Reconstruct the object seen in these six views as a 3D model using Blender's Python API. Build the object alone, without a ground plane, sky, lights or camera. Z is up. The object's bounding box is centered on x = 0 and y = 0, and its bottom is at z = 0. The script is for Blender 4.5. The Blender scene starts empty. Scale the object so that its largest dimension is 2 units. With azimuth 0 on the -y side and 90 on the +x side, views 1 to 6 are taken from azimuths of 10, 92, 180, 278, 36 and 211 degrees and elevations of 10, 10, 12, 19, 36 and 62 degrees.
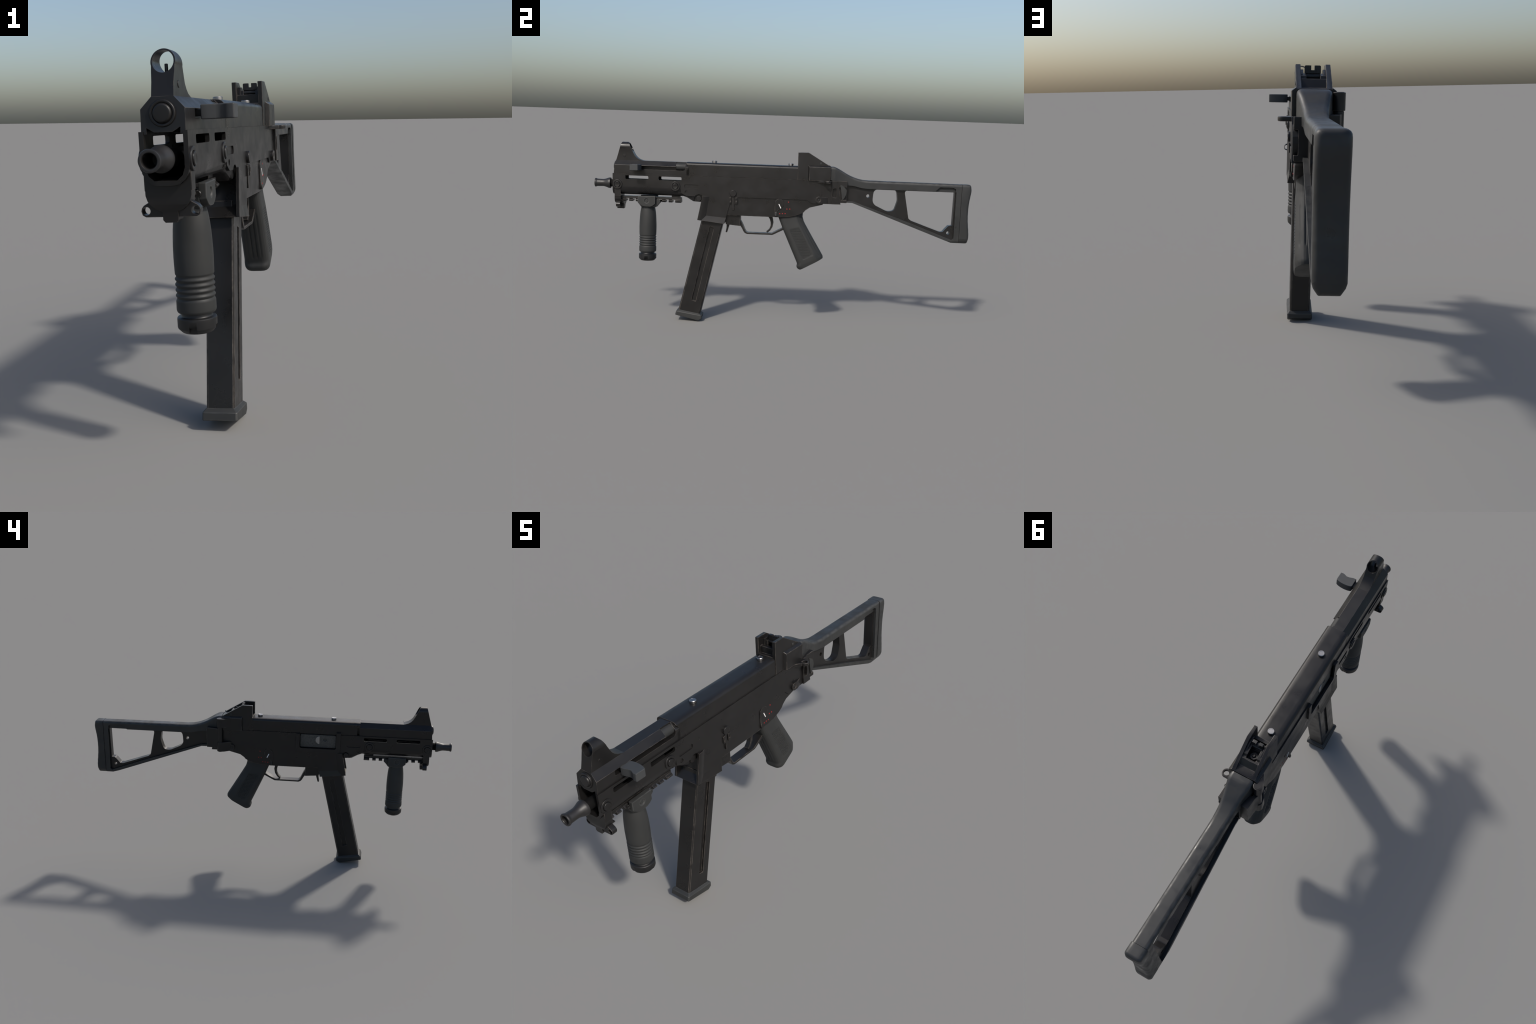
"""A compact submachine gun standing on its magazine: built part by part in a gun
frame (X = to the right-hand side, Y = muzzle(-) to butt(+), Z = up the gun), and the
whole thing leans about two degrees towards -X under one Empty."""
import bpy, bmesh, math, random
from mathutils import Vector, Matrix

random.seed(7)
LEAN = 0.0355
ORIGIN_X = 0.0083

scene = bpy.context.scene
coll = scene.collection


# ------------------------------------------------------------------ materials
def nd(nt, kind, **kw):
    n = nt.nodes.new(kind)
    for k, v in kw.items():
        setattr(n, k, v)
    return n


def ramp(nt, stops):
    n = nd(nt, 'ShaderNodeValToRGB')
    e = n.color_ramp.elements
    while len(e) < len(stops):
        e.new(0.5)
    for el, (p, c) in zip(e, stops):
        el.position = p
        el.color = (c[0], c[1], c[2], 1.0)
    return n


def make_material(name, dark, light, wear, rough=(0.42, 0.6), metallic=0.0, spec=0.5,
                  grain=900.0, bump=0.04, wear_amt=0.5, mode='plain', cloud=9.0):
    """Worn dark finish: cloudy colour, paler places, fine grain bump."""
    m = bpy.data.materials.new(name)
    m.use_nodes = True
    nt = m.node_tree
    L = nt.links.new
    b = nt.nodes['Principled BSDF']
    tc = nd(nt, 'ShaderNodeTexCoord')
    co = tc.outputs['Object']
    n1 = nd(nt, 'ShaderNodeTexNoise')
    n1.inputs['Scale'].default_value = cloud
    n1.inputs['Detail'].default_value = 3
    n1.inputs['Roughness'].default_value = 0.5
    L(co, n1.inputs['Vector'])
    r1 = ramp(nt, [(0.30, dark), (0.72, light)])
    L(n1.outputs['Fac'], r1.inputs['Fac'])
    # pale tint: nowhere, all over (rounded edges), or along up-turned shoulders
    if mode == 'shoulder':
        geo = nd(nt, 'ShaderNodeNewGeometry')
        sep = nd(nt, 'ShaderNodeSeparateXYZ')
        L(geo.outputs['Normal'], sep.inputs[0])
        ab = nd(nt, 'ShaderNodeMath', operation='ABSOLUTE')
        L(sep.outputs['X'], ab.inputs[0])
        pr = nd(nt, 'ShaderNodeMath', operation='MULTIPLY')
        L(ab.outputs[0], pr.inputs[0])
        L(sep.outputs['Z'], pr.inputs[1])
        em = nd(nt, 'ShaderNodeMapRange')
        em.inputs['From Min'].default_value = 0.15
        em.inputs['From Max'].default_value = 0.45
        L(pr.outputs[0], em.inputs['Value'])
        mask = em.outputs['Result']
    else:
        em = nd(nt, 'ShaderNodeValue')
        em.outputs[0].default_value = 1.0 if mode == 'edge' else 0.0
        mask = em.outputs[0]
    n2 = nd(nt, 'ShaderNodeTexNoise')
    n2.inputs['Scale'].default_value = 38.0
    n2.inputs['Detail'].default_value = 5
    L(co, n2.inputs['Vector'])
    m2 = nd(nt, 'ShaderNodeMapRange')
    m2.inputs['From Min'].default_value = 0.38
    m2.inputs['From Max'].default_value = 0.66
    m2.inputs['To Max'].default_value = wear_amt
    L(n2.outputs['Fac'], m2.inputs['Value'])
    mul = nd(nt, 'ShaderNodeMath', operation='MULTIPLY')
    L(mask, mul.inputs[0])
    L(m2.outputs['Result'], mul.inputs[1])
    mix = nd(nt, 'ShaderNodeMix', data_type='RGBA')
    L(mul.outputs['Value'], mix.inputs['Factor'])
    L(r1.outputs['Color'], mix.inputs[6])
    mix.inputs[7].default_value = (*wear, 1)
    L(mix.outputs[2], b.inputs['Base Color'])
    # roughness smears
    n3 = nd(nt, 'ShaderNodeTexNoise')
    n3.inputs['Scale'].default_value = 16.0
    n3.inputs['Detail'].default_value = 4
    n3.inputs['Roughness'].default_value = 0.55
    L(co, n3.inputs['Vector'])
    m3 = nd(nt, 'ShaderNodeMapRange')
    m3.inputs['From Min'].default_value = 0.3
    m3.inputs['From Max'].default_value = 0.7
    m3.inputs['To Min'].default_value = rough[0]
    m3.inputs['To Max'].default_value = rough[1]
    L(n3.outputs['Fac'], m3.inputs['Value'])
    L(m3.outputs['Result'], b.inputs['Roughness'])
    # fine grain
    if bump > 0:
        n4 = nd(nt, 'ShaderNodeTexNoise')
        n4.inputs['Scale'].default_value = grain
        n4.inputs['Detail'].default_value = 2
        L(co, n4.inputs['Vector'])
        bp = nd(nt, 'ShaderNodeBump')
        bp.inputs['Strength'].default_value = bump
        bp.inputs['Distance'].default_value = 0.002
        L(n4.outputs['Fac'], bp.inputs['Height'])
        L(bp.outputs['Normal'], b.inputs['Normal'])
    b.inputs['Metallic'].default_value = metallic
    b.inputs['Specular IOR Level'].default_value = spec
    return m


BLACK = make_material('black_finish', (0.0082, 0.0077, 0.0076), (0.0118, 0.0111, 0.0109),
                      (0.095, 0.083, 0.073), rough=(0.25, 0.45), wear_amt=0.8, bump=0.0, spec=0.36)
GREY = make_material('grey_polymer', (0.0205, 0.0212, 0.0210), (0.0275, 0.0283, 0.0276),
                     (0.060, 0.060, 0.058), rough=(0.48, 0.66), grain=240, bump=0.04, wear_amt=0.35, spec=0.32)
STOCK = make_material('pale_shoulder_polymer', (0.0195, 0.0203, 0.0205), (0.0265, 0.0273, 0.0271),  # paler patches along the up-turned shoulders of the comb
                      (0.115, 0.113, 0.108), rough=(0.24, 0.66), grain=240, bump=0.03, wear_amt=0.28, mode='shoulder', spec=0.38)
HANDLE = make_material('handle_polymer', (0.034, 0.036, 0.037), (0.044, 0.046, 0.047), (0.075, 0.075, 0.074), rough=(0.48, 0.62), bump=0.0, spec=0.35)
BARREL = make_material('gun_metal', (0.0110, 0.0104, 0.0104), (0.0160, 0.0150, 0.0150),
                       (0.08, 0.07, 0.065), rough=(0.42, 0.54))
DARK = make_material('dark_metal', (0.0040, 0.0040, 0.0043), (0.0070, 0.0070, 0.0074),
                     (0.035, 0.033, 0.032), rough=(0.40, 0.55), bump=0.0)
DULL = make_material('dull_steel', (0.24, 0.24, 0.24), (0.34, 0.338, 0.335), (0.45, 0.44, 0.43), rough=(0.3, 0.45), metallic=0.9, bump=0.0)
SHADE_DARKENED = make_material('shade_darkened_metal', (0.0035, 0.0035, 0.0036), (0.0055, 0.0055, 0.0057), (0.012, 0.012, 0.012), rough=(0.75, 0.9), spec=0.12, bump=0.0)  # blackened and matted so the handguard cavity reads as deep shadow through the slots
STEEL = make_material('bright_steel', (0.26, 0.255, 0.25), (0.40, 0.39, 0.385),
                      (0.6, 0.58, 0.56), rough=(0.26, 0.38), metallic=1.0)
WORN = make_material('worn_steel', (0.046, 0.044, 0.039), (0.085, 0.082, 0.074),
                     (0.10, 0.096, 0.088), rough=(0.5, 0.7), metallic=0.2, grain=300, bump=0.15, cloud=170)
RED = make_material('red_paint', (0.20, 0.005, 0.005), (0.26, 0.008, 0.007), (0.3, 0.03, 0.03), wear_amt=0.1)
EDGE = {
    'black_finish': make_material('pale_edge_black', (0.0105, 0.0096, 0.0093), (0.0150, 0.0138, 0.0132), (0.085, 0.074, 0.065),
                                  rough=(0.28, 0.45), wear_amt=0.75, mode='edge', bump=0.0, spec=0.35),
    'grey_polymer': make_material('rubbed_polymer', (0.020, 0.0208, 0.0206), (0.028, 0.029, 0.0285), (0.058, 0.058, 0.056),
                                  rough=(0.45, 0.62), wear_amt=0.6, mode='edge', bump=0.0),
}
WHITE = make_material('white_paint', (0.66, 0.65, 0.64), (0.74, 0.74, 0.73), (0.8, 0.8, 0.8), wear_amt=0.1)

# ------------------------------------------------------------------ root
root = bpy.data.objects.new('submachine_gun', None)
root.empty_display_size = 0.2
coll.objects.link(root)
root['label'] = 'matt black compact submachine gun with skeleton stock and vertical foregrip'
root['category'] = 'submachine gun'


# ------------------------------------------------------------------ mesh helpers
def link(name, me, mat, parent=root):
    ob = bpy.data.objects.new(name, me)
    coll.objects.link(ob)
    if mat:
        me.materials.clear()
        me.materials.append(mat)
    if parent:
        ob.parent = parent
    return ob


def place(p, axis, h):
    """2D profile point p lifted to height h along an axis: x->(y,z), y->(x,z), z->(x,y)."""
    a, b = p
    return {'x': (h, a, b), 'y': (a, h, b), 'z': (a, b, h)}[axis]


def bm_to_mesh(bm, name):
    bmesh.ops.recalc_face_normals(bm, faces=bm.faces)
    me = bpy.data.meshes.new(name)
    bm.to_mesh(me)
    bm.free()
    return me


def loft_bm(loops, cap=True):
    bm = bmesh.new()
    rings = [[bm.verts.new(p) for p in lp] for lp in loops]
    n = len(rings[0])
    for r0, r1 in zip(rings, rings[1:]):
        for i in range(n):
            bm.faces.new((r0[i], r0[(i + 1) % n], r1[(i + 1) % n], r1[i]))
    if cap:
        bm.faces.new(rings[0])
        bm.faces.new(rings[-1])
    return bm


def prism_bm(pts, axis, a, b):
    return loft_bm([[place(p, axis, a) for p in pts], [place(p, axis, b) for p in pts]])


def circle(c, r, n=32, r2=None):
    r2 = r2 or r
    return [(c[0] + r * math.cos(2 * math.pi * i / n), c[1] + r2 * math.sin(2 * math.pi * i / n)) for i in range(n)]


def rounded(pts, radius, n=4):
    """Polygon with its corners rounded (radius: one number, or one per corner)."""
    out = []
    m = len(pts)
    for i in range(m):
        r = radius[i] if isinstance(radius, (list, tuple)) else radius
        p = Vector(pts[i])
        a = Vector(pts[i - 1]) - p
        b = Vector(pts[(i + 1) % m]) - p
        if r <= 1e-6:
            out.append(tuple(p))
            continue
        la, lb = a.length, b.length
        a.normalize()
        b.normalize()
        ang = a.angle(b)
        if ang > math.pi - 0.05:
            out.append(tuple(p))
            continue
        t = min(r / math.tan(ang / 2), la * 0.48, lb * 0.48)
        p0, p1 = p + a * t, p + b * t
        for k in range(n + 1):
            s = k / n
            q = p0 * (1 - s) ** 2 + p * 2 * s * (1 - s) + p1 * s * s
            out.append(tuple(q))
    return out


def rect(x0, x1, y0, y1, r=0.0, n=4):
    return rounded([(x0, y0), (x1, y0), (x1, y1), (x0, y1)], r, n)


def boolean(ob, cutters, op='DIFFERENCE'):
    """Boolean with temporary cutter meshes (bmesh), applied."""
    for c in cutters:
        me = bm_to_mesh(c, 'cutter')
        co = bpy.data.objects.new('cutter', me)
        coll.objects.link(co)
        md = ob.modifiers.new('b', 'BOOLEAN')
        md.operation = op
        md.solver = 'EXACT'
        md.object = co
        apply(ob)
        bpy.data.objects.remove(co)
        bpy.data.meshes.remove(me)
    return ob


def apply(ob):
    par = ob.parent
    ob.parent = None
    dg = bpy.context.evaluated_depsgraph_get()
    dg.update()
    me = bpy.data.meshes.new_from_object(ob.evaluated_get(dg))
    old = ob.data
    nm = old.name
    ob.modifiers.clear()
    ob.data = me
    bpy.data.meshes.remove(old)
    me.name = nm
    ob.parent = par


def finish(ob, bevel=0.002, seg=2, angle=32, smooth=38, flat=True, weld=True):
    """Round the edges and shade smooth by angle."""
    bm = bmesh.new()
    bm.from_mesh(ob.data)
    bmesh.ops.remove_doubles(bm, verts=bm.verts, dist=1e-5)
    if weld:
        bmesh.ops.dissolve_limit(bm, angle_limit=math.radians(0.6), verts=bm.verts, edges=bm.edges)
    bm.to_mesh(ob.data)
    bm.free()
    if bevel:
        md = ob.modifiers.new('bevel', 'BEVEL')
        md.width = bevel
        md.segments = seg
        md.limit_method = 'ANGLE'
        md.angle_limit = math.radians(angle)
        md.use_clamp_overlap = True
        md.miter_outer = 'MITER_ARC'
        md.harden_normals = False
        base = ob.data.materials[0]
        if base.name in EDGE:
            ob.data.materials.append(EDGE[base.name])
            md.material = 1
        apply(ob)
    ob.data.shade_smooth()
    ob.data.set_sharp_from_angle(angle=math.radians(smooth))
    if flat:
        md = ob.modifiers.new('flat_faces', 'WEIGHTED_NORMAL')
        md.keep_sharp = True
        md.weight = 50
        apply(ob)
    return ob


def prism(name, pts, axis, a, b, mat=BLACK, parent=root, bevel=0.002, cuts=(), seg=2, angle=32):
    ob = link(name, bm_to_mesh(prism_bm(pts, axis, a, b), name), mat, parent)
    if cuts:
        boolean(ob, cuts)
    return finish(ob, bevel, seg, angle)


def join_bms(name, bms, mat, parent=root, bevel=0.0015, seg=2):
    bm = bmesh.new()
    for b in bms:
        bmesh.ops.recalc_face_normals(b, faces=b.faces)
        me = bpy.data.meshes.new('tmp')
        b.to_mesh(me)
        b.free()
        bm.from_mesh(me)
        bpy.data.meshes.remove(me)
    me = bpy.data.meshes.new(name)
    bm.to_mesh(me)
    bm.free()
    return finish(link(name, me, mat, parent), bevel, seg)


def lathe_bm(profile, axis, c, n=48, sx=1.0, sy=1.0):
    """profile: list of (h along axis, radius). c: the two coordinates of the axis."""
    loops = []
    for h, r in profile:
        loops.append([place(p, axis, h) for p in circle(c, max(r, 1e-5) * sx, n, max(r, 1e-5) * sy)])
    return loft_bm(loops)


def lathe(name, profile, axis, c, mat=BLACK, parent=root, n=48, smooth=35, sx=1.0, sy=1.0):
    ob = link(name, bm_to_mesh(lathe_bm(profile, axis, c, n, sx, sy), name), mat, parent)
    return finish(ob, 0, smooth=smooth, weld=False)


def disc(name, c, r, a, b, axis='x', mat=BLACK, parent=root, ch=0.0015, n=32):
    """A short button or pin from a to b (b is the outer, chamfered end)."""
    s = 1 if b > a else -1
    return lathe(name, [(a, r), (b - s * ch, r), (b - s * ch * 0.3, r - ch * 0.3), (b, r - ch)], axis, c, mat, parent, n, 50)


def box_bm(x0, x1, y0, y1, z0, z1):
    return prism_bm([(x0, y0), (x1, y0), (x1, y1), (x0, y1)], 'z', z0, z1)


# ================================================================== receiver body
BODY_HALF = 0.0515
outer = [(-0.0515, 0.782), (-0.0515, 0.715), (-0.049, 0.697), (-0.041, 0.683), (-0.028, 0.6735), (-0.015, 0.6715)]
outer = outer + [(-x, z) for x, z in reversed(outer)]
inner = [(-0.0415, 0.800), (-0.0415, 0.708), (-0.036, 0.692), (-0.024, 0.6815)]
inner = inner + [(-x, z) for x, z in reversed(inner)]
body = link('receiver_body', bm_to_mesh(prism_bm(outer, 'y', -0.895, -0.44), 'receiver_body'), BLACK)
# solid rear: a slab whose lower edge follows the seam with the trigger housing
rear_profile = [(-0.53, 0.782), (-0.53, 0.690), (-0.50, 0.675), (-0.45, 0.675), (-0.3805, 0.676), (-0.4120, 0.5765), (-0.2888, 0.5670), (-0.2620, 0.678), (0.139, 0.678), (0.160, 0.660),
                (0.313, 0.6605), (0.290, 0.782)]
boolean(body, [prism_bm(rear_profile, 'x', -BODY_HALF, BODY_HALF)], 'UNION')
# belly swelling down to the magazine well pin
belly = []
for y, zb, w in [(-0.545, 0.6745, 0.030), (-0.52, 0.6725, 0.034), (-0.50, 0.666, 0.038), (-0.466, 0.647, 0.0405), (-0.428, 0.645, 0.0405), (-0.39, 0.645, 0.0405)]:
    zt = 0.70
    belly.append([(-0.0485, y, zt), (-0.0485, y, zb + (zt - zb) * 0.55), (-w - 0.003, y, zb + (zt - zb) * 0.16), (-w + 0.008, y, zb),
                  (w - 0.008, y, zb), (w + 0.003, y, zb + (zt - zb) * 0.16), (0.0485, y, zb + (zt - zb) * 0.55), (0.0485, y, zt)])
boolean(body, [loft_bm(belly)], 'UNION')
cuts = [prism_bm(inner, 'y', -0.93, -0.50)]
# wedge notches left and right of the gas-tube cap
for y0, y1 in [(-0.829, -0.705), (-0.652, -0.529)]:
    cuts.append(prism_bm(rect(y0, y1, 0.753, 0.7725, 0.006), 'x', -0.08, 0.08))
# ejection port on the left
cuts.append(prism_bm(rounded([(-0.380, 0.80), (-0.181, 0.80), (-0.181, 0.699), (-0.380, 0.699)], [0, 0, 0.012, 0.012]), 'x', -0.08, -0.034))
# shallow stamped recesses and the magazine-well pin pocket, both sides
for s in (1, -1):
    a, b = sorted((s * 0.0475, s * 0.08))
    cuts.append(prism_bm(rect(-0.513, -0.438, 0.715, 0.736, 0.009), 'x', a, b))
    a, b = sorted((s * 0.047, s * 0.08))
    cuts.append(prism_bm(circle((-0.502, 0.696), 0.0085, 20), 'x', a, b))
    a, b = sorted((s * 0.036, s * 0.08))
    cuts.append(prism_bm(circle((-0.434, 0.660), 0.027, 28), 'x', a, b))
# recess in the end plate, right side
cuts.append(prism_bm(rounded([(0.268, 0.742), (0.289, 0.744), (0.289, 0.695), (0.268, 0.697)], [0.012, 0.003, 0.003, 0.012]), 'x', 0.045, 0.08))
boolean(body, cuts)
finish(body, 0.0022, 2)

# raised frame of the ejection port, bolt face behind it
port = link('ejection_port', bm_to_mesh(prism_bm(rounded([(-0.404, 0.781), (-0.160, 0.781), (-0.160, 0.680), (-0.404, 0.680)], [0, 0, 0.018, 0.018]), 'x', -0.0595, -0.045), 'ejection_port'), BLACK)
boolean(port, [prism_bm(rounded([(-0.380, 0.80), (-0.181, 0.80), (-0.181, 0.699), (-0.380, 0.699)], [0, 0, 0.012, 0.012]), 'x', -0.08, -0.03)])
boolean(port, [box_bm(-0.0595, -0.0475, -0.4045, -0.381, 0.775, 0.7945)], 'UNION')
finish(port, 0.002)
bolt = prism('bolt', rect(-0.3785, -0.1825, 0.701, 0.7745, 0.008), 'x', -0.043, -0.030, WORN, port, 0.002,
             cuts=[prism_bm(circle((-0.319, 0.747), 0.0085, 20), 'x', -0.06, -0.037)])
ej = [(-0.2895, 0.722), (-0.2895, 0.768)] + [(-0.2895 + 0.023 * math.sin(a), 0.745 + 0.023 * math.cos(a)) for a in [math.pi * k / 14 for k in range(1, 14)]]
prism('extractor', ej, 'x', -0.047, -0.042, DULL, port, 0.004)

# side bolts: washers and heads, and the stamped front straps
for s in (1, -1):
    for y, z, k in [(-0.869, 0.724, 0), (-0.561, 0.7235, 1)]:
        w = lathe('bolt_washer', [(s * 0.046, 0.0258), (s * 0.0543, 0.0258), (s * 0.0555, 0.0250), (s * 0.0560, 0.0238), (s * 0.0560, 0.0178), (s * 0.0552, 0.0168), (s * 0.052, 0.0165)],
                  'x', (y, z), BLACK, root, 40, 40)
        lathe('bolt_head', [(s * 0.050, 0.0152), (s * 0.0572, 0.0152), (s * 0.0586, 0.0144), (s * 0.0592, 0.0128), (s * 0.0588, 0.0108), (s * 0.0582, 0.0095), (s * 0.0581, 0.001)],
              'x', (y, z), BLACK, w, 32, 50)
    disc('well_pin', (-0.436, 0.6635), 0.0145, s * 0.03, s * 0.0445, 'x', BLACK, root, 0.002)

# ================================================================== front upper
# the underside closes the handguard: a flat hump in the middle and a wedge gap on each side
up_sec = [(-0.047, 0.776), (-0.047, 0.827), (-0.0235, 0.8515), (0.0235, 0.8515), (0.047, 0.827), (0.047, 0.776),
          (0.0355, 0.776), (0.0355, 0.789), (0.019, 0.7795), (-0.019, 0.7795), (-0.0355, 0.789), (-0.0355, 0.776)]
upper = link('upper_receiver', bm_to_mesh(prism_bm(up_sec, 'y', -0.93, -0.49), 'upper_receiver'), BLACK)
# slanted nose
boolean(upper, [prism_bm([(-0.8915, 0.770), (-0.8865, 0.827), (-0.8830, 0.860), (-1.1, 0.86), (-1.1, 0.770)], 'x', -0.1, 0.1)])
# charging handle slot, right side
slot = rounded([(-0.806, 0.8065), (-0.511, 0.8065), (-0.511, 0.86), (-0.561, 0.86), (-0.561, 0.8255), (-0.806, 0.8255)],
               [0.003, 0.014, 0, 0, 0, 0.003])
boolean(upper, [prism_bm(slot, 'x', 0.020, 0.08)])
# close the top of the slot's tall end again just under the flat
finish(upper, 0.0018, 2)
lathe('bolt_tube', [(-0.5615, 0.020), (-0.505, 0.020)], 'y', (0.020, 0.826), GREY, upper, 32)
# nose cap: ring and disc
lathe('nose_cap', [(-0.880, 0.028), (-0.8905, 0.028), (-0.8922, 0.0268), (-0.8926, 0.0250), (-0.8922, 0.0222), (-0.8908, 0.0208), (-0.8935, 0.0196),
                   (-0.8958, 0.0185), (-0.8968, 0.0165), (-0.8970, 0.0145), (-0.8970, 0.001)], 'y', (0, 0.8175), BLACK, upper, 48, 50)

# front sight tower: side profile cut to the front outline, with the sight tunnel through it
side = [(-0.8832, 0.848), (-0.8620, 0.922), (-0.8560, 0.942), (-0.8530, 0.9480), (-0.8215, 0.9475), (-0.8150, 0.940), (-0.801, 0.910), (-0.793, 0.893), (-0.785, 0.879),
        (-0.775, 0.868), (-0.762, 0.859), (-0.744, 0.8530), (-0.725, 0.8495), (-0.725, 0.845), (-0.883, 0.845)]
R = 0.0262
zc = 0.9213
front = [(-0.0236, 0.84), (0.0236, 0.84), (0.0236, 0.880), (0.0245, 0.900)]
front += [(R * math.cos(a), zc + R * math.sin(a)) for a in [math.radians(-18 + 216 * k / 24) for k in range(25)]]
front += [(-0.0245, 0.900), (-0.0236, 0.880)]
tower = link('front_sight', bm_to_mesh(prism_bm(front, 'y', -0.90, -0.70), 'front_sight'), BLACK)
boolean(tower, [prism_bm(side, 'x', -0.06, 0.06)], 'INTERSECT')
boolean(tower, [prism_bm(circle((0, zc), 0.0226, 40), 'y', -0.95, -0.70)])
finish(tower, 0.0012, 2)
lathe('sight_post', [(0.890, 0.0038), (0.9165, 0.0036), (0.918, 0.0030)], 'z', (0.0, -0.838), DARK, tower, 16)
for s in (1, -1):
    disc('sight_pin', (-0.838, 0.876), 0.0078, s * 0.02, s * 0.0250, 'x', BLACK, tower, 0.001, 20)

# ================================================================== receiver cover
cov = [(-0.0470, 0.782), (-0.0470, 0.838), (-0.0455, 0.8445), (-0.041, 0.8495), (-0.034, 0.8525), (-0.02, 0.8535)]
cov = cov + [(-x, z) for x, z in reversed(cov)]
cover = prism('receiver_cover', cov, 'y', -0.505, 0.10, BLACK, root, 0.0015,
              cuts=[prism_bm(circle((-0.512, 0.8265), 0.0175, 24), 'x', 0.038, 0.08)])
for y in (-0.361, 0.045):
    lathe('top_screw', [(0.852, 0.0120), (0.8550, 0.0120), (0.8555, 0.0135), (0.8625, 0.0135), (0.8645, 0.0120), (0.8645, 0.0098), (0.8638, 0.0090), (0.8638, 0.0005)],
          'z', (0, y), STEEL, cover, 32, 30)

# ================================================================== rear sight
rs_side = [(0.083, 0.782), (0.082, 0.924), (0.138, 0.9245), (0.2535, 0.8565), (0.2535, 0.782)]
rear = link('rear_sight', bm_to_mesh(prism_bm(rs_side, 'x', -0.0495, 0.0495), 'rear_sight'), BLACK)
chan = [(0.05, 0.8555), (0.098, 0.8555), (0.098, 0.884), (0.203, 0.884), (0.221, 0.8590), (0.27, 0.8575), (0.27, 0.96), (0.05, 0.96)]
boolean(rear, [prism_bm(chan, 'x', -0.0350, 0.0350)])
boolean(rear, [box_bm(-0.0195, 0.0195, 0.150, 0.196, 0.862, 0.9)])
boolean(rear, [box_bm(-0.0275, 0.0275, 0.112, 0.150, 0.870, 0.9)])
finish(rear, 0.0016, 2)
for s in (1, -1):
    a, b = sorted((s * 0.0275, s * 0.0352))
    prism('sight_cheek', [(0.112, 0.882), (0.118, 0.909), (0.150, 0.910), (0.176, 0.896), (0.182, 0.882)], 'x', a, b, BLACK, rear, 0.001)
    a, b = sorted((s * 0.0195, s * 0.0352))
    prism('sight_step', [(0.122, 0.882), (0.126, 0.8985), (0.158, 0.8990), (0.186, 0.8925), (0.192, 0.882)], 'x', a, b, BLACK, rear, 0.001)
    disc('sight_pin', (0.202, 0.871), 0.0062, s * 0.045, s * 0.0510, 'x', GREY, rear, 0.001, 20)
    a, b = s * 0.048, s * 0.0610
    # raised cheek pads, chamfered on top and front
    lo = [(a, 0.136, 0.778), (a, 0.2545, 0.778), (a, 0.2545, 0.8615), (a, 0.136, 0.8615)]
    hi = [(b, 0.1425, 0.780), (b, 0.2545, 0.780), (b, 0.2545, 0.8520), (b, 0.1425, 0.8520)]
    pad = link('rear_cheek', bm_to_mesh(loft_bm([lo, hi]), 'rear_cheek'), BLACK, rear)
    finish(pad, 0.002)
blade = rounded([(-0.0225, 0.8995), (0.0235, 0.8995), (0.0235, 0.9215), (0.005, 0.9215), (0.005, 0.9085), (-0.0045, 0.9085), (-0.0045, 0.9215), (-0.0225, 0.9215)],
                [0.001, 0.001, 0.004, 0.0005, 0.001, 0.001, 0.0005, 0.004], 3)
prism('sight_blade', blade, 'y', 0.134, 0.146, DARK, rear, 0.0008)
rim = [(-0.0090, 0.9205), (-0.0090, 0.9050), (0.0095, 0.9050), (0.0095, 0.9205), (0.0050, 0.9205), (0.0050, 0.9085), (-0.0045, 0.9085), (-0.0045, 0.9205)]
prism('notch_rim', rim, 'y', 0.145, 0.1475, GREY, rear, 0.0005)
lathe('sight_drum', [(-0.024, 0.006), (-0.021, 0.0085), (0.021, 0.0085), (0.024, 0.006)], 'x', (0.141, 0.891), DARK, rear, 28)
lathe('sight_screw', [(0.860, 0.0150), (0.8715, 0.0150), (0.8725, 0.0140), (0.8725, 0.0085), (0.8700, 0.0080), (0.8700, 0.0065), (0.8765, 0.0055), (0.8775, 0.0040)],
      'z', (0.0, 0.172), BARREL, rear, 32)

# ================================================================== trigger housing
hous = [(-0.268, 0.690), (-0.268, 0.660), (-0.293, 0.581), (-0.012, 0.580), (0.022, 0.5815), (0.054, 0.586), (0.080, 0.592), (0.100, 0.599), (0.122, 0.611),
        (0.131, 0.622), (0.153, 0.6375), (0.185, 0.646), (0.222, 0.6555), (0.222, 0.668), (0.160, 0.668), (0.145, 0.690)]
housing = prism('trigger_housing', hous, 'x', -0.0465, 0.0465, BLACK, root, 0.0025)
block = prism('housing_block', [(-0.297, 0.585), (-0.213, 0.585), (-0.212, 0.524), (-0.2905, 0.531)], 'x', -0.034, 0.034, BLACK, housing, 0.003)
prism('magazine_catch', rounded([(-0.287, 0.535), (-0.270, 0.535), (-0.2755, 0.515), (-0.2835, 0.486), (-0.2915, 0.486), (-0.287, 0.512)], 0.002), 'x', -0.014, 0.014, BLACK, housing, 0.0015)

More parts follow.
